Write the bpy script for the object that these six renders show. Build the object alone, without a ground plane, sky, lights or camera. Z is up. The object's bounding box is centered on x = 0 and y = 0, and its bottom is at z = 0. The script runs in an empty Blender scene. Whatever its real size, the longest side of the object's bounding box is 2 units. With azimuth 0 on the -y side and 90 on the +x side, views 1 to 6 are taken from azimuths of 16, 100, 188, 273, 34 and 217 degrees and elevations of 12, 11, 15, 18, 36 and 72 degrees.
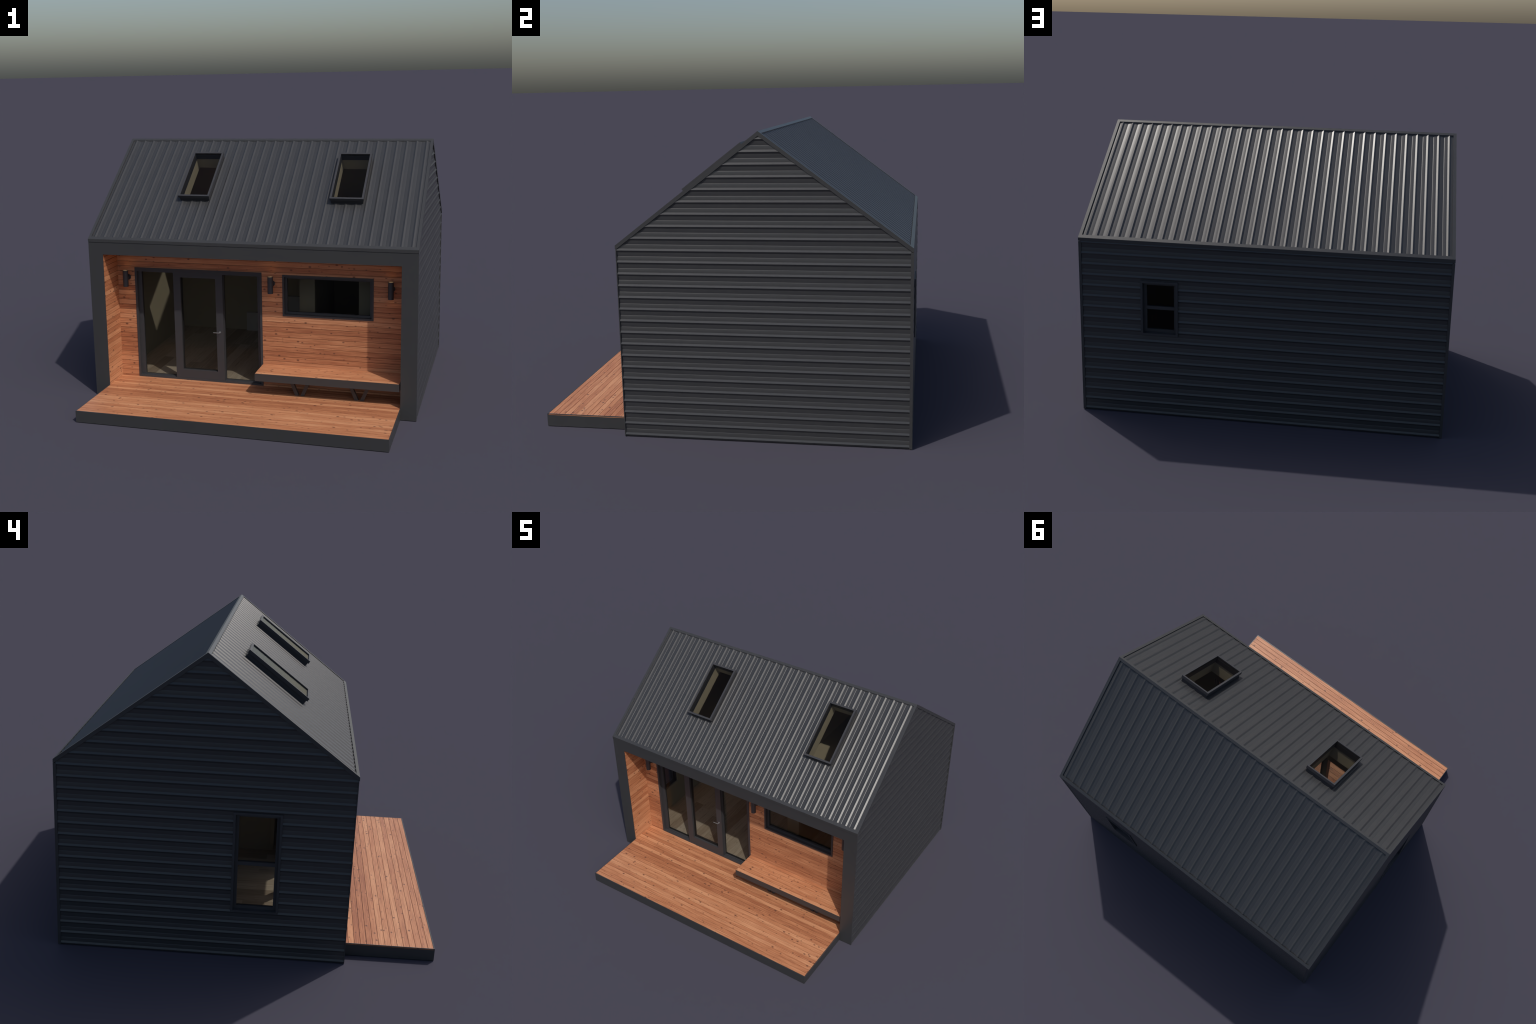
# Small gabled timber-and-metal cabin with porch, deck, bench and skylights.
import bpy, bmesh, math, random
from mathutils import Vector

rng = random.Random(7)

# ------------------------------------------------------------------ sizes
X_OUT = 0.9985            # outer face of trims and cladding rib tips, sides
X_FLAT = X_OUT - 0.0062   # cladding flats
Y_FRONT, Y_BACK = -0.5028, 0.9563
Y_EAVE_F, Y_EAVE_B = -0.5050, 0.9560
Y_RIDGE = (Y_EAVE_F + Y_EAVE_B) / 2
Z_RIDGE, Z_EAVE = 1.5475, 0.9945
HALF = Y_EAVE_B - Y_RIDGE
PITCH = math.atan2(Z_RIDGE - Z_EAVE, HALF)
SLOPE = math.tan(PITCH)
SLEN = HALF / math.cos(PITCH)
TRIM_V = 0.0226           # vertical thickness of the verge trim
RIB = 0.06                # rib pitch of the metal sheet
Y_PORCH = -0.303          # face of the porch planks
X_PORCH = 0.906
Z_DECK = 0.067
Z_SOFFIT = 0.900
X_IN, Y_IN_F, Y_IN_B = 0.930, -0.250, 0.878   # room faces
CEIL = 0.090              # ceiling below roof plane, square to the slope
PLANK = 0.031

# ------------------------------------------------------------------ nodes
def new_mat(name):
    m = bpy.data.materials.new(name)
    m.use_nodes = True
    nt = m.node_tree
    nt.nodes.clear()
    out = nt.nodes.new('ShaderNodeOutputMaterial')
    return m, nt, out

def node(nt, kind, **kw):
    n = nt.nodes.new(kind)
    for k, v in kw.items():
        if k in n.inputs.keys():
            n.inputs[k].default_value = v
        else:
            setattr(n, k, v)
    return n

def math_node(nt, op, a, b=None):
    n = nt.nodes.new('ShaderNodeMath')
    n.operation = op
    for i, v in enumerate((a, b)):
        if v is None:
            continue
        if isinstance(v, (int, float)):
            n.inputs[i].default_value = v
        else:
            nt.links.new(v, n.inputs[i])
    return n.outputs[0]

def ramp(nt, fac, stops):
    n = nt.nodes.new('ShaderNodeValToRGB')
    cr = n.color_ramp
    while len(cr.elements) < len(stops):
        cr.elements.new(0.5)
    for e, (p, c) in zip(cr.elements, stops):
        e.position = p
        e.color = (c[0], c[1], c[2], 1) if not isinstance(c, (int, float)) else (c, c, c, 1)
    nt.links.new(fac, n.inputs[0])
    return n.outputs[0]

def mix_col(nt, fac, a, b, blend='MIX'):
    n = nt.nodes.new('ShaderNodeMix')
    n.data_type = 'RGBA'
    n.blend_type = blend
    for sock, v in ((n.inputs[0], fac), (n.inputs[6], a), (n.inputs[7], b)):
        if isinstance(v, (int, float)):
            sock.default_value = v
        elif isinstance(v, tuple):
            sock.default_value = (*v, 1)
        else:
            nt.links.new(v, sock)
    return n.outputs[2]

def metal_paint(name, col, rough, spec=0.5, grain=0.06):
    """Powder-coated sheet: one colour with a faint cloudy variation."""
    m, nt, out = new_mat(name)
    tc = node(nt, 'ShaderNodeTexCoord')
    nz = node(nt, 'ShaderNodeTexNoise', Scale=9.0, Detail=4.0)
    nt.links.new(tc.outputs['Object'], nz.inputs['Vector'])
    lo = tuple(c * (1 - grain) for c in col)
    hi = tuple(c * (1 + grain) for c in col)
    c = ramp(nt, nz.outputs[0], [(0.3, lo), (0.7, hi)])
    p = node(nt, 'ShaderNodeBsdfPrincipled', Roughness=rough)
    p.inputs['Specular IOR Level'].default_value = spec
    nt.links.new(c, p.inputs['Base Color'])
    nt.links.new(p.outputs[0], out.inputs[0])
    return m

def timber(name, along, across, light, mid, dark, knot, rough=0.5, knots=1.0, vary=0.75):
    """Planks: long grain streaks, knots and a tone of its own per plank."""
    m, nt, out = new_mat(name)
    tc = node(nt, 'ShaderNodeTexCoord')
    oi = node(nt, 'ShaderNodeObjectInfo')
    sep = node(nt, 'ShaderNodeSeparateXYZ')
    nt.links.new(tc.outputs['Object'], sep.inputs[0])
    other = 3 - along - across
    rnd = oi.outputs['Random']
    a = math_node(nt, 'ADD', sep.outputs[along], math_node(nt, 'MULTIPLY', rnd, 31.7))
    c = math_node(nt, 'ADD', sep.outputs[across], math_node(nt, 'MULTIPLY', rnd, 0.0))
    o = sep.outputs[other]

    def vec(sa, sc, so):
        n = node(nt, 'ShaderNodeCombineXYZ')
        nt.links.new(math_node(nt, 'MULTIPLY', a, sa), n.inputs[0])
        nt.links.new(math_node(nt, 'MULTIPLY', c, sc), n.inputs[1])
        nt.links.new(math_node(nt, 'MULTIPLY', o, so), n.inputs[2])
        return n.outputs[0]
    streak = node(nt, 'ShaderNodeTexNoise', Scale=1.0, Detail=5.0, Roughness=0.6)
    nt.links.new(vec(5.0, 150.0, 60.0), streak.inputs['Vector'])
    fine = node(nt, 'ShaderNodeTexNoise', Scale=1.0, Detail=3.0, Roughness=0.6)
    nt.links.new(vec(14.0, 520.0, 200.0), fine.inputs['Vector'])
    cloud = node(nt, 'ShaderNodeTexNoise', Scale=1.0, Detail=2.0)
    nt.links.new(vec(5.0, 12.0, 12.0), cloud.inputs['Vector'])
    f = math_node(nt, 'ADD', math_node(nt, 'MULTIPLY', streak.outputs[0], 0.55),
                  math_node(nt, 'MULTIPLY', fine.outputs[0], 0.34))
    f = math_node(nt, 'ADD', f, math_node(nt, 'MULTIPLY', cloud.outputs[0], 0.16))
    # plank tone: white noise of the object's own random value
    wn = node(nt, 'ShaderNodeTexWhiteNoise', noise_dimensions='1D')
    nt.links.new(math_node(nt, 'MULTIPLY', rnd, 91.3), wn.inputs['W'])
    tone = math_node(nt, 'MULTIPLY', math_node(nt, 'SUBTRACT', wn.outputs[0], 0.5), 0.30 * vary)
    f = math_node(nt, 'ADD', f, tone)
    col = ramp(nt, f, [(0.37, dark), (0.51, mid), (0.68, light)])
    # knots
    vo = node(nt, 'ShaderNodeTexVoronoi', Scale=1.0, Randomness=0.9)
    nt.links.new(vec(25.0, 38.0, 1.0), vo.inputs['Vector'])
    sepc = node(nt, 'ShaderNodeSeparateColor')
    nt.links.new(vo.outputs['Color'], sepc.inputs[0])
    size = math_node(nt, 'MULTIPLY', sepc.outputs[0], 0.15)
    rag = math_node(nt, 'MULTIPLY', math_node(nt, 'SUBTRACT', fine.outputs[0], 0.5), 0.22)
    kd = math_node(nt, 'ADD', math_node(nt, 'SUBTRACT', vo.outputs['Distance'], size), rag)
    km = ramp(nt, kd, [(0.0, 0.85), (0.05, 0.60), (0.14, 0.0)])
    keep = math_node(nt, 'GREATER_THAN', sepc.outputs[1], 0.22)
    fac = math_node(nt, 'MULTIPLY', math_node(nt, 'MULTIPLY', km, keep), knots)
    col = mix_col(nt, fac, col, knot)
    # hairline dark checks
    ck = node(nt, 'ShaderNodeTexNoise', Scale=1.0, Detail=2.0)
    nt.links.new(vec(7.0, 330.0, 100.0), ck.inputs['Vector'])
    cm = ramp(nt, ck.outputs[0], [(0.60, 0.0), (0.70, 0.50)])
    col = mix_col(nt, cm, col, knot)
    p = node(nt, 'ShaderNodeBsdfPrincipled', Roughness=rough)
    p.inputs['Specular IOR Level'].default_value = 0.35
    nt.links.new(col, p.inputs['Base Color'])
    bp = node(nt, 'ShaderNodeBump', Strength=0.15, Distance=0.002)
    nt.links.new(streak.outputs[0], bp.inputs['Height'])
    nt.links.new(bp.outputs[0], p.inputs['Normal'])
    nt.links.new(p.outputs[0], out.inputs[0])
    return m

def plaster(name, col):
    m, nt, out = new_mat(name)
    tc = node(nt, 'ShaderNodeTexCoord')
    nz = node(nt, 'ShaderNodeTexNoise', Scale=30.0, Detail=4.0)
    nt.links.new(tc.outputs['Object'], nz.inputs['Vector'])
    c = ramp(nt, nz.outputs[0], [(0.3, tuple(v * 0.95 for v in col)), (0.7, col)])
    p = node(nt, 'ShaderNodeBsdfPrincipled', Roughness=0.8)
    nt.links.new(c, p.inputs['Base Color'])
    nt.links.new(p.outputs[0], out.inputs[0])
    return m

def glazing(name, tint):
    m, nt, out = new_mat(name)
    tr = node(nt, 'ShaderNodeBsdfTransparent', Color=(*tint, 1))
    gl = node(nt, 'ShaderNodeBsdfGlossy', Roughness=0.08, Color=(0.6, 0.6, 0.6, 1))
    fr = node(nt, 'ShaderNodeFresnel')
    ge = node(nt, 'ShaderNodeNewGeometry')
    # same reflectance for the entering and the leaving face of a thin pane
    ior = math_node(nt, 'SUBTRACT', 1.25, math_node(nt, 'MULTIPLY', ge.outputs['Backfacing'], 1.25 - 1 / 1.25))
    nt.links.new(ior, fr.inputs['IOR'])
    mx = node(nt, 'ShaderNodeMixShader')
    nt.links.new(fr.outputs[0], mx.inputs[0])
    nt.links.new(tr.outputs[0], mx.inputs[1])
    nt.links.new(gl.outputs[0], mx.inputs[2])
    nt.links.new(mx.outputs[0], out.inputs[0])
    return m

def glow(name, col, strength):
    m, nt, out = new_mat(name)
    p = node(nt, 'ShaderNodeBsdfPrincipled', Roughness=0.5)
    p.inputs['Base Color'].default_value = (0.8, 0.75, 0.65, 1)
    p.inputs['Emission Color'].default_value = (*col, 1)
    p.inputs['Emission Strength'].default_value = strength
    nt.links.new(p.outputs[0], out.inputs[0])
    return m

SHEET = metal_paint('charcoal_sheet', (0.041, 0.0415, 0.0435), 0.33, 0.5, 0.03)
TRIM = metal_paint('charcoal_trim', (0.041, 0.0415, 0.0430), 0.38, 0.5, 0.03)
FRAME = metal_paint('anthracite_frame', (0.040, 0.040, 0.044), 0.5, 0.4, 0.03)
DARK = metal_paint('underlay', (0.020, 0.018, 0.017), 0.8, 0.2)
STEEL = metal_paint('brushed_steel', (0.16, 0.16, 0.165), 0.35, 0.6)
LAMP = metal_paint('lamp_enamel', (0.040, 0.040, 0.046), 0.45)
PALE_GREY = metal_paint('pale_grey', (0.48, 0.47, 0.46), 0.5)
W_LIGHT, W_MID, W_DARK, W_KNOT = (0.60, 0.29, 0.150), (0.46, 0.188, 0.089), (0.31, 0.110, 0.052), (0.11, 0.042, 0.028)
WOOD_WALL = timber('larch_wall', 0, 2, W_LIGHT, W_MID, W_DARK, W_KNOT)
WOOD_SIDE = timber('larch_side_wall', 1, 2, W_LIGHT, W_MID, W_DARK, W_KNOT)
WOOD_DECK = timber('larch_deck', 0, 1, W_LIGHT, W_MID, W_DARK, W_KNOT, rough=0.45)
OAK = timber('oak_floor', 1, 0, (0.60, 0.53, 0.43), (0.50, 0.43, 0.34), (0.36, 0.29, 0.22),
             (0.12, 0.08, 0.05), rough=0.4, knots=0.3, vary=1.2)
CREAM = plaster('cream_plaster', (0.40, 0.36, 0.26))
GLASS = glazing('tinted_glass', (0.79, 0.785, 0.77))
GLOW = glow('warm_lamp_light', (1.0, 0.62, 0.28), 5.0)

# ------------------------------------------------------------------ mesh help
def link(name, me, parent, mats):
    ob = bpy.data.objects.new(name, me)
    for m in (mats if isinstance(mats, (list, tuple)) else [mats]):
        if me.users <= 1 or len(me.materials) == 0:
            me.materials.append(m)
    bpy.context.scene.collection.objects.link(ob)
    ob.parent = parent
    return ob

def finish(bm, name):
    bmesh.ops.remove_doubles(bm, verts=bm.verts, dist=1e-6)
    bmesh.ops.recalc_face_normals(bm, faces=bm.faces)
    me = bpy.data.meshes.new(name)
    bm.to_mesh(me)
    bm.free()
    return me

def add_box(bm, lo, hi):
    (x0, y0, z0), (x1, y1, z1) = lo, hi
    vs = [bm.verts.new((x, y, z)) for z in (z0, z1) for y in (y0, y1) for x in (x0, x1)]
    for f in ((0, 2, 3, 1), (4, 5, 7, 6), (0, 1, 5, 4), (2, 6, 7, 3), (0, 4, 6, 2), (1, 3, 7, 5)):
        bm.faces.new([vs[i] for i in f])

def boxes(name, lst, parent, mat, bevel=0.0):
    bm = bmesh.new()
    for lo, hi in lst:
        add_box(bm, lo, hi)
    if bevel:
        bmesh.ops.bevel(bm, geom=bm.edges[:], offset=bevel, segments=1, affect='EDGES')
    bmesh.ops.recalc_face_normals(bm, faces=bm.faces)
    me = bpy.data.meshes.new(name)
    bm.to_mesh(me)
    bm.free()
    return link(name, me, parent, mat)

def prism(name, poly, axis, a0, a1, parent, mat, place=None):
    """Extrude a polygon (2-D points) along an axis; place maps (p, q, a) -> xyz."""
    if place is None:
        place = {'x': lambda p, q, a: (a, p, q), 'y': lambda p, q, a: (p, a, q),
                 'z': lambda p, q, a: (p, q, a)}[axis]
    bm = bmesh.new()
    r0 = [bm.verts.new(place(p, q, a0)) for p, q in poly]
    r1 = [bm.verts.new(place(p, q, a1)) for p, q in poly]
    n = len(poly)
    for i in range(n):
        bm.faces.new((r0[i], r0[(i + 1) % n], r1[(i + 1) % n], r1[i]))
    bm.faces.new(r0[::-1])
    bm.faces.new(r1)
    return link(name, finish(bm, name), parent, mat)

def slab(name, u_rng, v_rng, w0, w1, holes, place, parent, mat):
    """Rectangular slab with rectangular through-holes; place(u, v, w) -> xyz."""
    us = sorted({*u_rng, *[h[i] for h in holes for i in (0, 1)]})
    vs = sorted({*v_rng, *[h[i] for h in holes for i in (2, 3)]})
    nu, nv = len(us) - 1, len(vs) - 1
    def solid(i, j):
        if not (0 <= i < nu and 0 <= j < nv):
            return False
        cu, cv = (us[i] + us[i + 1]) / 2, (vs[j] + vs[j + 1]) / 2
        return not any(h[0] < cu < h[1] and h[2] < cv < h[3] for h in holes)
    bm = bmesh.new()
    cache = {}
    def V(i, j, k):
        key = (i, j, k)
        if key not in cache:
            cache[key] = bm.verts.new(place(us[i], vs[j], (w0, w1)[k]))
        return cache[key]
    for i in range(nu):
        for j in range(nv):
            if not solid(i, j):
                continue
            bm.faces.new((V(i, j, 0), V(i + 1, j, 0), V(i + 1, j + 1, 0), V(i, j + 1, 0)))
            bm.faces.new((V(i, j, 1), V(i + 1, j, 1), V(i + 1, j + 1, 1), V(i, j + 1, 1)))
            for di, dj, a, b in ((-1, 0, (i, j), (i, j + 1)), (1, 0, (i + 1, j), (i + 1, j + 1)),
                                 (0, -1, (i, j), (i + 1, j)), (0, 1, (i, j + 1), (i + 1, j + 1))):
                if not solid(i + di, j + dj):
                    bm.faces.new((V(*a, 0), V(*b, 0), V(*b, 1), V(*a, 1)))
    return link(name, finish(bm, name), parent, mat)

def rib_profile(tip, t0, t1, extra=()):
    """Points (t, height) of the sheet from t0 to t1: a sharp rib at every tip,
    a soft fold half-way between.  Falling t runs: rib drop, flat, fold, flat, rise."""
    pts = []
    k0 = int(math.floor((t0 - tip) / RIB)) - 1
    k1 = int(math.ceil((t1 - tip) / RIB)) + 1
    for k in range(k0, k1 + 1):
        b = tip + k * RIB
        pts += [(b - 0.0098, 0.00130), (b, 0.0062), (b + 0.0100, 0.0025), (b + 0.0159, 0.00220),
                (b + 0.0230, 0.0015), (b + 0.0287, 0.0006), (b + 0.0297, 0.0001),
                (b + 0.0300, 0.0), (b + 0.0365, 0.0007), (b + 0.0430, 0.00112)]
    pts.sort()
    def h(t):
        for (a, ha), (b, hb) in zip(pts, pts[1:]):
            if a <= t <= b:
                return ha + (hb - ha) * (t - a) / (b - a) if b > a else ha
        return 0.0
    ts = sorted({round(v, 6) for v in [t0, t1, *[p[0] for p in pts if t0 < p[0] < t1],
                                       *[e for e in extra if t0 < e < t1]]})
    return [(t, h(t)) for t in ts]

def ribbed_sheet(name, tip, t0, t1, span, holes, place, parent, breaks=()):
    """Corrugated sheet. span(t) -> (s0, s1); holes: (t0, t1, s0, s1)."""
    prof = rib_profile(tip, t0, t1, [v for h in holes for v in h[:2]] + list(breaks))
    bm = bmesh.new()
    for (ta, ha), (tb, hb) in zip(prof, prof[1:]):
        tm = (ta + tb) / 2
        (a0, a1), (b0, b1) = span(ta), span(tb)
        cuts = sorted([h[2:] for h in holes if h[0] < tm < h[1]])
        segs, ca, cb = [], a0, b0
        for s0, s1 in cuts:
            segs.append((ca, s0, cb, s0))
            ca = cb = s1
        segs.append((ca, a1, cb, b1))
        for p, q, r, s in segs:
            if q - p < 1e-6 and s - r < 1e-6:
                continue
            vs = [bm.verts.new(place(ta, p, ha)), bm.verts.new(place(ta, q, ha)),
                  bm.verts.new(place(tb, s, hb)), bm.verts.new(place(tb, r, hb))]
            bm.faces.new(vs)
    bmesh.ops.remove_doubles(bm, verts=bm.verts, dist=1e-6)
    bmesh.ops.dissolve_degenerate(bm, dist=1e-6, edges=bm.edges[:])
    # faces outward: compare with the place() direction
    o = Vector(place(t0, 0, 0))
    n = Vector(place(t0, 0, 1)) - o
    for f in bm.faces:
        f.normal_update()
        if f.normal.dot(n) < 0:
            f.normal_flip()
    me = bpy.data.meshes.new(name)
    bm.to_mesh(me)
    bm.free()
    for p in me.polygons:
        p.use_smooth = True
    me.set_sharp_from_angle(angle=math.radians(7.5))   # gentle crown of the flats stays smooth
    return link(name, me, parent, SHEET)

# roof frames: (x, s, h) s measured down the slope from the ridge, h square to it
cp, sp = math.cos(PITCH), math.sin(PITCH)
def on_front(x, s, h):
    return (x, Y_RIDGE - s * cp - h * sp, Z_RIDGE - s * sp + h * cp)
def on_back(x, s, h):
    return (x, Y_RIDGE + s * cp + h * sp, Z_RIDGE - s * sp + h * cp)

# ------------------------------------------------------------------ house
house = bpy.data.objects.new('small_house', None)
bpy.context.scene.collection.objects.link(house)
house['label'] = 'small charcoal metal cabin with timber porch, deck and skylights'
house['category'] = 'house'

# openings (outer frame sizes)
WIN_SIDE = (-0.155, 0.083, 0.2490, 0.7800)     # y0 y1 z0 z1 on the -x wall
WIN_BACK = (0.4505, 0.6565, 0.4690, 0.7750)    # x0 x1 z0 z1
WIN_PORCH = (0.1690, 0.7195, 0.5205, 0.7757)
DOOR = (-0.7900, 0.0395, 0.0665, 0.7840)
SKY = ((-0.5020, -0.3015), (0.4465, 0.6480))
# skylight in slope coordinates (lid outline)
SKY_S = (0.1710, 0.5680)
LIP = 0.008

# --- wall cladding
def gable_span(z):
    top = Z_RIDGE - TRIM_V * 0.6
    half = min((top - z) / SLOPE, HALF)
    lo = max(Y_RIDGE - half, Y_FRONT + 0.004)
    hi = min(Y_RIDGE + half, Y_BACK - 0.0120)
    return (min(lo, Y_RIDGE), max(hi, Y_RIDGE))

side_breaks = (0.955, 0.965, 0.975)
zt = Z_RIDGE - TRIM_V * 0.6 - 0.002
ribbed_sheet('wall_cladding', 0.010, 0.0, zt, gable_span, [],
             lambda t, s, h: (X_FLAT + h, s, t), house, side_breaks)
WS = WIN_SIDE
ribbed_sheet('wall_cladding', 0.010, 0.0, zt, gable_span, [(WS[2], WS[3], WS[0], WS[1])],
             lambda t, s, h: (-X_FLAT - h, s, t), house, side_breaks)
WB = WIN_BACK
ribbed_sheet('wall_cladding', 0.010, 0.0, 0.985, lambda t: (-X_OUT + 0.012, X_OUT - 0.012),
             [(WB[2], WB[3], WB[0], WB[1])],
             lambda t, s, h: (s, Y_BACK - 0.0062 + h, t), house)

# --- corner trims (back), L-shaped
for sx in (1, -1):
    o, w, d = X_OUT, 0.0145, 0.0075
    poly = [(o, Y_BACK), (o - w, Y_BACK), (o - w, Y_BACK - d), (o - d, Y_BACK - d),
            (o - d, Y_BACK - w), (o, Y_BACK - w)]
    prism('corner_trim', [(sx * p, q) for p, q in poly], 'z', 0.0, 0.9745, house, TRIM)

# --- front portal frame
slab('portal_frame', (-X_OUT, X_OUT), (0.0, 0.9745), Y_FRONT, Y_FRONT + 0.0045,
     [(-X_PORCH, X_PORCH, 0.0, Z_SOFFIT)], lambda u, v, w: (u, w, v), house, TRIM)

# --- structural walls
def yz_side(sx):
    return lambda u, v, w: (sx * w, u, v)
for sx in (1, -1):
    holes = [] if sx > 0 else [(WS[0] + 0.004, WS[1] - 0.004, WS[2] + 0.004, WS[3] - 0.004)]
    slab('inner_wall', (Y_PORCH + 0.007, Y_BACK - 0.008), (0.003, 0.95), X_IN, X_FLAT - 0.0015, holes,
         yz_side(sx), house, CREAM)
    top = Z_RIDGE - 0.05
    yb = (top - 0.95) / SLOPE
    prism('inner_gable', [(Y_RIDGE - yb, 0.9502), (Y_RIDGE + yb, 0.9502), (Y_RIDGE, top)], 'x',
          sx * X_IN, sx * (X_FLAT - 0.0015), house, CREAM)
    # porch cheek wall between portal frame and house wall
    boxes('porch_cheek', [((min(sx * (X_PORCH + 0.006), sx * (X_FLAT - 0.0015)), Y_FRONT + 0.005, 0.003),
                           (max(sx * (X_PORCH + 0.006), sx * (X_FLAT - 0.0015)), Y_PORCH + 0.0065, 0.95))],
          house, DARK)
slab('inner_wall', (-X_IN + 0.0005, X_IN - 0.0005), (0.003, 0.95), Y_IN_B, Y_BACK - 0.0075,
     [(WB[0] + 0.004, WB[1] - 0.004, WB[2] + 0.004, WB[3] - 0.004)],
     lambda u, v, w: (u, w, v), house, CREAM)
WP = WIN_PORCH
slab('inner_wall', (-X_IN + 0.0005, X_IN - 0.0005), (0.003, 0.95), Y_PORCH + 0.0075, Y_IN_F,
     [(DOOR[0] + 0.004, DOOR[1] - 0.004, 0.0635, DOOR[3] - 0.004),
      (WP[0] + 0.004, WP[1] - 0.004, WP[2] + 0.004, WP[3] - 0.004)],
     lambda u, v, w: (u, w, v), house, [CREAM])

# --- roof body (ceiling and skylight shafts)
shaft = 0.010
holes = [(a + shaft, b - shaft, SKY_S[0] + shaft, SKY_S[1] - shaft) for a, b in SKY]
for fn, hl in ((on_front, holes), (on_back, [])):
    slab('roof_panel', (-X_FLAT + 0.003, X_FLAT - 0.003), (0.0, SLEN - 0.012), -CEIL, -0.0095, hl,
         lambda x, s, h, fn=fn: fn(x, s if s > 0 else 0.0003 - h * SLOPE, h), house, CREAM)

# --- roof sheets
for fn, hl in ((on_front, [(a + 0.004, b - 0.004, SKY_S[0] + 0.004, SKY_S[1] - 0.004) for a, b in SKY]),
               (on_back, [])):
    ribbed_sheet('roof_sheet', 0.0, -X_OUT + 0.012, X_OUT - 0.012, lambda t: (0.008, SLEN - 0.012), hl,
                 lambda t, s, h, fn=fn: fn(t, s, h - 0.0074), house)

# --- roof trims
under = lambda y: Z_RIDGE - abs(y - Y_RIDGE) * SLOPE - TRIM_V
fb = Z_EAVE - 0.0185
yk = (fb - (Z_EAVE - TRIM_V)) / SLOPE
chev = [(Y_EAVE_F, Z_EAVE), (Y_RIDGE, Z_RIDGE), (Y_EAVE_B, Z_EAVE), (Y_EAVE_B, fb),
        (Y_EAVE_B - yk, fb), (Y_RIDGE, Z_RIDGE - TRIM_V), (Y_EAVE_F + yk, fb), (Y_EAVE_F, fb)]
RW = 0.0165
for sx in (1, -1):
    prism('verge_trim', chev, 'x', sx * (X_OUT - RW), sx * (X_OUT + 0.0005), house, TRIM)
ew = 0.0165
for sgn, ye in ((1, Y_EAVE_F), (-1, Y_EAVE_B)):
    poly = [(ye, Z_EAVE), (ye + sgn * ew, Z_EAVE + ew * SLOPE), (ye + sgn * ew, Z_EAVE + ew * SLOPE - TRIM_V),
            (ye + sgn * yk, fb), (ye, fb)]
    prism('eave_trim', poly, 'x', -X_OUT + RW, X_OUT - RW, house, TRIM)
rw = 0.0135
prism('ridge_cap', [(Y_RIDGE - rw, Z_RIDGE - rw * SLOPE), (Y_RIDGE, Z_RIDGE), (Y_RIDGE + rw, Z_RIDGE - rw * SLOPE),
                    (Y_RIDGE + rw, Z_RIDGE - rw * SLOPE - 0.018), (Y_RIDGE, Z_RIDGE - 0.018),
                    (Y_RIDGE - rw, Z_RIDGE - rw * SLOPE - 0.018)],
      'x', -X_OUT + RW, X_OUT - RW, house, TRIM)

# --- skylights
for a, b in SKY:
    s0, s1 = SKY_S
    w = 0.0115
    lid = slab('skylight', (a, b), (s0, s1), 0.0190, 0.0375, [(a + w, b - w, s0 + w, s1 - w)],
               on_front, house, FRAME)
    i = 0.0055
    slab('skylight_curb', (a + i, b - i), (s0 + i, s1 - i), -0.012, 0.0192,
         [(a + w + 0.001, b - w - 0.001, s0 + w + 0.001, s1 - w - 0.001)], on_front, lid, FRAME)
    slab('skylight_pane', (a + w - 0.002, b - w + 0.002), (s0 + w - 0.002, s1 - w + 0.002), 0.0310, 0.0325, [],
         on_front, lid, GLASS)

# --- windows
def window(kind, u0, u1, v0, v1, place, mullion=None, ring=0.0115, sash=0.0130, proud=0.0065):
    """place(u, v, w): w grows outward from the wall face."""
    f = slab(kind, (u0, u1), (v0, v1), -0.050, proud, [(u0 + ring, u1 - ring, v0 + ring, v1 - ring)],
             place, house, FRAME)
    r = ring + sash
    holes = [(u0 + r, u1 - r, v0 + r, v1 - r)]
    if mullion:
        holes = [(u0 + r, u1 - r, v0 + r, mullion[0]), (u0 + r, u1 - r, mullion[1], v1 - r)]
    slab('window_sash', (u0 + ring - 0.0005, u1 - ring + 0.0005), (v0 + ring - 0.0005, v1 - ring + 0.0005),
         -0.036, -0.0170, holes, place, f, FRAME)
    slab('window_pane', (u0 + r - 0.003, u1 - r + 0.003), (v0 + r - 0.003, v1 - r + 0.003),
         -0.0300, -0.0285, [], place, f, GLASS)
    return f

window('side_window', *WIN_SIDE, lambda u, v, w: (-X_FLAT - w, u, v), mullion=(0.4965, 0.515), sash=0.016, proud=0.0077)
window('back_window', *WIN_BACK, lambda u, v, w: (u, Y_BACK - 0.0062 + w, v), mullion=(0.610, 0.628),
       sash=0.016, proud=0.0119)
window('porch_window', *WIN_PORCH, lambda u, v, w: (u, Y_PORCH - w, v), proud=0.0045)

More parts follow.
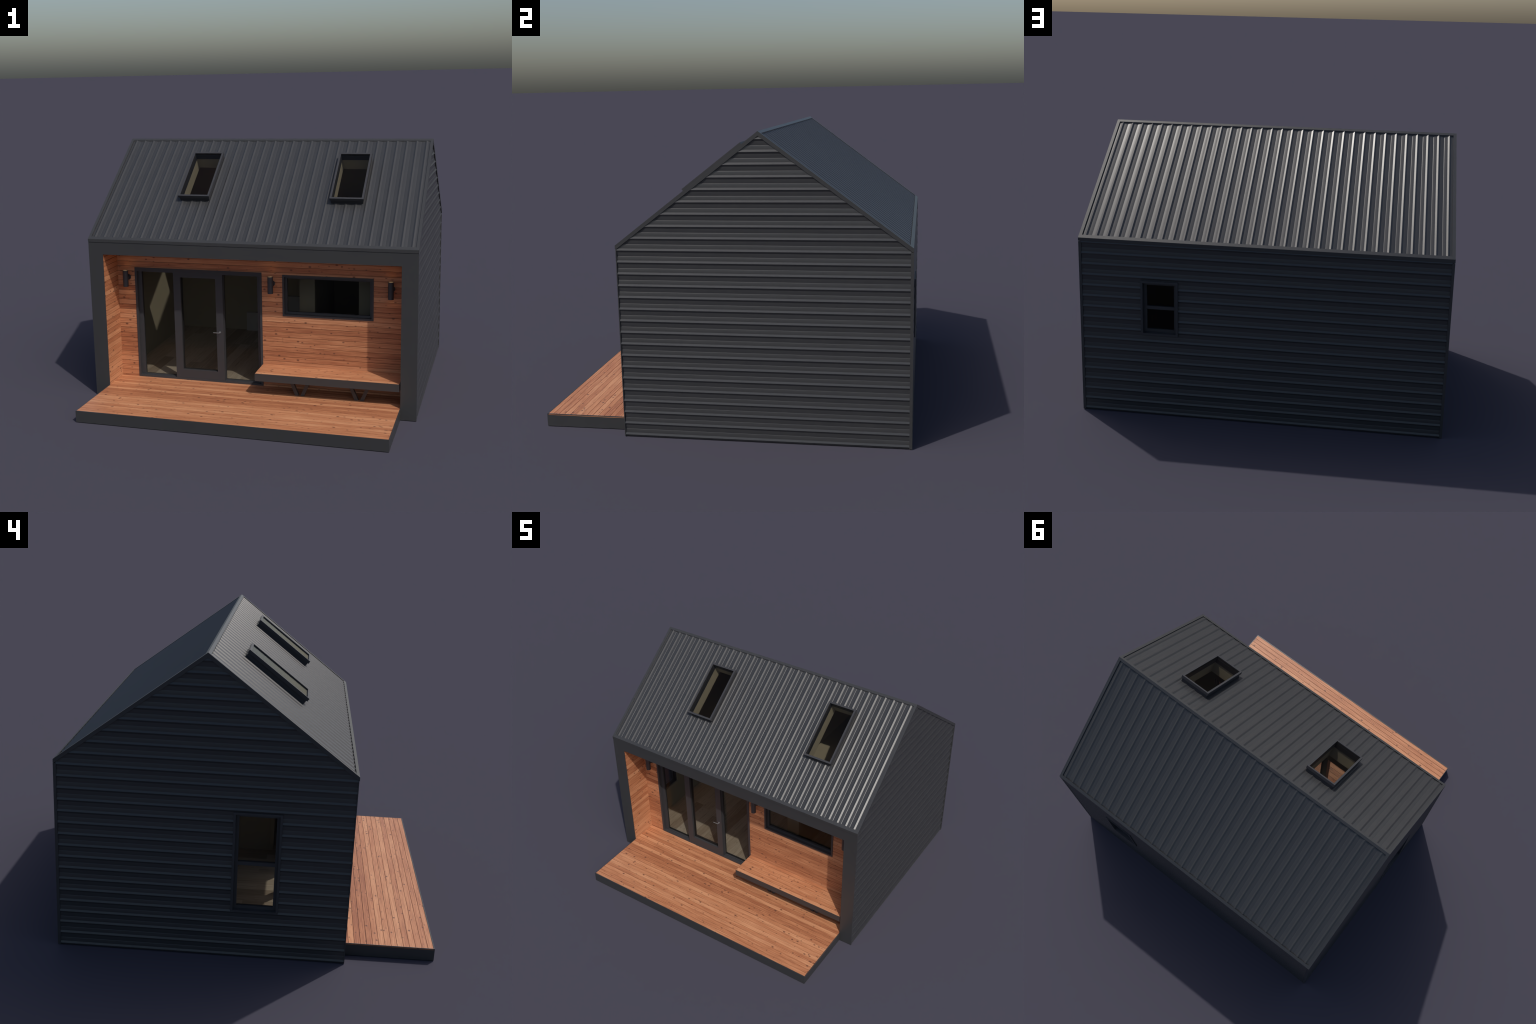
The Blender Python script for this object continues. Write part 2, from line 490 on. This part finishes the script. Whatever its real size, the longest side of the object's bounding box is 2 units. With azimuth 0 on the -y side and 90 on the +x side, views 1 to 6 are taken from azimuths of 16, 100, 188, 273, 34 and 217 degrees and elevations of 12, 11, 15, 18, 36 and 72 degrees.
# --- glazed door
xp = lambda u, v, w: (u, Y_PORCH - w, v)
d0, d1, dz0, dz1 = DOOR
L0, L1, LZ0, LZ1 = -0.5335, -0.2120, 0.0770, 0.7585
door = slab('door_frame', (d0, d1), (dz0, dz1), -0.050, 0.0035,
            [(d0 + 0.0135, d1 - 0.0135, dz0 + 0.0120, dz1 - 0.0250)], xp, house, FRAME)
for a, b in ((d0 + 0.0130, L0 + 0.012), (L1 - 0.012, d1 - 0.0130)):
    l, r = (0.0245, 0.014) if b < 0 and a < -0.5 else (0.014, 0.0215)
    slab('side_light', (a, b), (dz0 + 0.0115, dz1 - 0.0245), -0.040, -0.0180,
         [(a + l, b - r, dz0 + 0.0155, dz1 - 0.0310)], xp, door, FRAME)
    slab('window_pane', (a + l - 0.003, b - r + 0.003), (dz0 + 0.013, dz1 - 0.028), -0.0310, -0.0295, [],
         xp, door, GLASS)
slab('door_leaf', (L0, L1), (LZ0, LZ1), -0.040, 0.0005,
     [(L0 + 0.0455, L1 - 0.0455, 0.1345, 0.7310)], xp, door, FRAME)
slab('window_pane', (L0 + 0.043, L1 - 0.043), (0.132, 0.7335), -0.0170, -0.0155, [], xp, door, GLASS)

def tube(bm, p, q, r, seg=16, cap=True):
    p, q = Vector(p), Vector(q)
    ax = (q - p).normalized()
    u = ax.orthogonal().normalized()
    v = ax.cross(u)
    rings = []
    for c in (p, q):
        rings.append([bm.verts.new(c + r * (math.cos(2 * math.pi * k / seg) * u + math.sin(2 * math.pi * k / seg) * v))
                      for k in range(seg)])
    for k in range(seg):
        bm.faces.new((rings[0][k], rings[0][(k + 1) % seg], rings[1][(k + 1) % seg], rings[1][k]))
    if cap:
        bm.faces.new(rings[0][::-1])
        bm.faces.new(rings[1])

def smooth(ob, deg=40):
    me = ob.data
    for p in me.polygons:
        p.use_smooth = True
    me.set_sharp_from_angle(angle=math.radians(deg))

bm = bmesh.new()
hx, hz = -0.2355, 0.3925
tube(bm, (hx, Y_PORCH + 0.001, hz), (hx, Y_PORCH - 0.0195, hz), 0.0028)
tube(bm, (hx + 0.0025, Y_PORCH - 0.0180, hz), (hx - 0.038, Y_PORCH - 0.0180, hz), 0.0024)
tube(bm, (hx, Y_PORCH + 0.001, hz), (hx, Y_PORCH - 0.0030, hz), 0.0065)
# inner lever
tube(bm, (hx, Y_PORCH + 0.040, hz), (hx, Y_PORCH + 0.060, hz), 0.0028)
tube(bm, (hx + 0.0025, Y_PORCH + 0.058, hz), (hx - 0.038, Y_PORCH + 0.058, hz), 0.0024)
smooth(link('door_handle', finish(bm, 'door_handle'), door, STEEL))

# --- porch planks (back wall, cheeks, soffit)
GAP = 0.0010
def plank_obj(name, lo, hi, parent, mat):
    return boxes(name, [(lo, hi)], parent, mat)

def split_rows(z0, z1, phase):
    k = math.floor((z0 - phase) / PLANK)
    out = []
    z = phase + k * PLANK
    while z < z1 - 1e-6:
        a, b = max(z, z0), min(z + PLANK, z1)
        if b - a > 0.004:
            out.append((a + GAP, b - GAP))
        z += PLANK
    return out

rows = split_rows(Z_DECK - 0.004, Z_SOFFIT, 0.0154)
cuts = sorted(v for o in (DOOR, WIN_PORCH) for v in o[2:])
for z0, z1 in rows:
    for sx in (1, -1):
        xa, xb = sorted((sx * X_PORCH, sx * (X_PORCH + 0.0055)))
        plank_obj('wall_plank', (xa, Y_FRONT + 0.0048, z0), (xb, Y_PORCH - 0.0003, z1), house, WOOD_SIDE)
pieces = []
for z0, z1 in rows:
    b = [z0] + [c for c in cuts if z0 + 0.002 < c < z1 - 0.002] + [z1]
    pieces += list(zip(b, b[1:]))
for z0, z1 in pieces:
    # horizontal pieces between openings
    segs = [(-X_PORCH, X_PORCH)]
    for o in (DOOR, WIN_PORCH):
        u0, u1, v0, v1 = o
        if z1 <= v0 + 0.001 or z0 >= v1 - 0.001:
            continue
        nxt = []
        for a, b in segs:
            if u0 > a:
                nxt.append((a, min(b, u0 + 0.003)))
            if u1 < b:
                nxt.append((max(a, u1 - 0.003), b))
        segs = [s for s in nxt if s[1] - s[0] > 0.01]
    for a, b in segs:
        jig = 0.0003 * (rng.random() - 0.5)
        plank_obj('wall_plank', (a, Y_PORCH + jig, z0), (b, Y_PORCH + 0.007, z1), house, WOOD_WALL)
y = Y_FRONT + 0.005
while y < Y_PORCH - 0.004:
    plank_obj('soffit_plank', (-X_PORCH, y + GAP, Z_SOFFIT + 0.0005),
              (X_PORCH, min(y + PLANK, Y_PORCH) - GAP, Z_SOFFIT + 0.006), house, WOOD_DECK)
    y += PLANK
boxes('porch_soffit', [((-X_PORCH - 0.005, Y_FRONT + 0.005, Z_SOFFIT + 0.0065), (X_PORCH + 0.005, Y_PORCH + 0.007, 0.949))],
      house, DARK)

# --- deck
DX, DY = 0.9075, -0.9620
deck = boxes('deck_frame', [((-DX + 0.004, DY + 0.004, 0.001), (DX - 0.004, Y_PORCH + 0.001, 0.0610)),
                            ((-DX, DY, 0.0), (DX, DY + 0.0055, 0.0680)),
                            ((-DX, DY + 0.0056, 0.0), (-DX + 0.004, Y_FRONT - 0.0003, 0.0605)),
                            ((DX - 0.004, DY + 0.0056, 0.0), (DX, Y_FRONT - 0.0003, 0.0605)),
                            ((-DX, DY + 0.0056, 0.0645), (-DX + 0.0035, Y_FRONT - 0.0003, 0.0678)),
                            ((DX - 0.0035, DY + 0.0056, 0.0645), (DX, Y_FRONT - 0.0003, 0.0678))],
             house, TRIM)
yl = -0.9283 - PLANK
y = DY + 0.0057
edges = [y] + [-0.9283 + 0.0312 * k for k in range(0, 21)]
edges = [e for e in edges if e < Y_PORCH - 0.006] + [Y_PORCH - 0.0005]
for a, b in zip(edges, edges[1:]):
    inside = b > Y_FRONT
    w = X_PORCH - 0.0003 if inside else DX - 0.0037
    jig = 0.0004 * (rng.random() - 0.5)
    plank_obj('deck_board', (-w, a + GAP, 0.0612), (w, b - GAP, Z_DECK + jig), deck, WOOD_DECK)
for sx in (1, -1):   # pale board ends showing under the edge strip
    xa, xb = sorted((sx * (DX - 0.0034), sx * (DX - 0.0012)))
    plank_obj('deck_edge_strip', (xa, DY + 0.0057, 0.0607), (xb, Y_FRONT - 0.0004, 0.0643), deck, WOOD_SIDE)

# --- bench
BX0, BX1, BY0, BY1, BZ0, BZ1 = 0.0405, 0.9000, -0.4960, -0.3035, 0.1640, 0.2095
t = 0.004
bench = boxes('bench', [((BX0, BY0, BZ0), (BX1, BY0 + t, BZ1)), ((BX0, BY1 - t, BZ0), (BX1, BY1, BZ1)),
                        ((BX0, BY0 + t, BZ0), (BX0 + t, BY1 - t, BZ1)),
                        ((BX1 - t, BY0 + t, BZ0), (BX1, BY1 - t, BZ1)),
                        ((BX0 + t, BY0 + t, BZ0 + 0.001), (BX1 - t, BY1 - t, BZ1 - 0.007))], house, TRIM)
n = 6
bw = (BY1 - BY0) / n
for k in range(n):
    a, b = BY0 + k * bw, BY0 + (k + 1) * bw
    if k == 0:
        a += 0.0015
    plank_obj('bench_board', (BX0 + 0.0015, a + GAP, BZ1 + 0.0002 if k in (0, n - 1) else BZ1 - 0.0065),
              (BX1 - 0.0015, b - GAP, BZ1 + 0.0012), bench, WOOD_DECK)
for cx in (0.2975, 0.6560):
    for sgn in (-1, 1):
        x0, x1 = cx + sgn * 0.0045, cx + sgn * 0.0270
        dx = sgn * 0.0425
        zt_ = BZ0 + 0.002
        prism('bench_leg', [(x0, Z_DECK), (x1, Z_DECK), (x1 + dx, zt_), (x0 + dx, zt_)], 'y',
              -0.4270, -0.4070, bench, TRIM)

# --- wall lamps
def lamp(cx):
    cy, z0, z1, r, ri, rec = -0.3430, 0.6670, 0.7695, 0.0168, 0.0148, 0.011
    bm = bmesh.new()
    seg = 32
    prof = [(ri, z1 - rec), (ri, z1), (r, z1), (r, z0), (ri, z0), (ri, z0 + rec)]
    rings = [[bm.verts.new((cx + rr * math.cos(2 * math.pi * k / seg), cy + rr * math.sin(2 * math.pi * k / seg), zz))
              for k in range(seg)] for rr, zz in prof]
    for a, b in zip(rings, rings[1:]):
        for k in range(seg):
            bm.faces.new((a[k], a[(k + 1) % seg], b[(k + 1) % seg], b[k]))
    tube(bm, (cx, cy + 0.014, 0.7200), (cx, Y_PORCH + 0.001, 0.7200), 0.0125, 20)
    tube(bm, (cx, Y_PORCH - 0.004, 0.7200), (cx, Y_PORCH + 0.001, 0.7200), 0.0190, 24)
    ob = link('wall_lamp', finish(bm, 'wall_lamp'), house, LAMP)
    smooth(ob)
    for zz in (z1 - rec, z0 + rec):
        bm = bmesh.new()
        tube(bm, (cx, cy, zz - 0.0008), (cx, cy, zz + 0.0008), ri * 0.99, 24)
        link('lamp_bulb', finish(bm, 'lamp_bulb'), ob, GLOW)
for cx in (-0.8365, 0.1040, 0.8250):
    lamp(cx)

# --- room inside
x = -X_IN
bw = 0.0715
while x < X_IN - 0.001:
    y = Y_PORCH + 0.008 - rng.random() * 0.4
    while y < Y_IN_B:
        ln = 0.42 + 0.16 * rng.random()
        a, b = max(y, Y_PORCH + 0.0085), min(y + ln, Y_IN_B - 0.0005)
        if b - a > 0.01:
            plank_obj('floor_board', (x + 0.0002, a + 0.0002, 0.0585), (min(x + bw, X_IN) - 0.0002, b - 0.0002, 0.0650),
                      house, OAK)
        y += ln
    x += bw
boxes('floor_base', [((-X_IN, Y_PORCH + 0.0078, 0.004), (X_IN, Y_IN_B, 0.0580))], house, DARK)
# small wash room in the corner: its flat ceiling shows through the skylight
BX, BY, BZ = 0.222, -0.089, 0.885
boxes('partition_wall', [((BX, BY + 0.0255, 0.0655), (BX + 0.025, Y_IN_B - 0.0005, BZ - 0.0255))], house, CREAM)
slab('partition_wall', (BX, X_IN - 0.0005), (0.0655, BZ - 0.0255), BY, BY + 0.025,
     [(0.318, 0.596, 0.0655, 0.745)], lambda u, v, w: (u, w, v), house, CREAM)
boxes('room_ceiling', [((BX, BY, BZ - 0.025), (X_IN - 0.0005, Y_IN_B - 0.0005, BZ))], house, CREAM)
boxes('grey_block', [((-0.4160, 0.8500, 0.0655), (-0.2005, Y_IN_B - 0.0005, 0.2050))], house, PALE_GREY)
boxes('grey_block', [((-0.2000, 0.8500, 0.0655), (BX - 0.0005, Y_IN_B - 0.0005, 0.3450))], house, PALE_GREY)
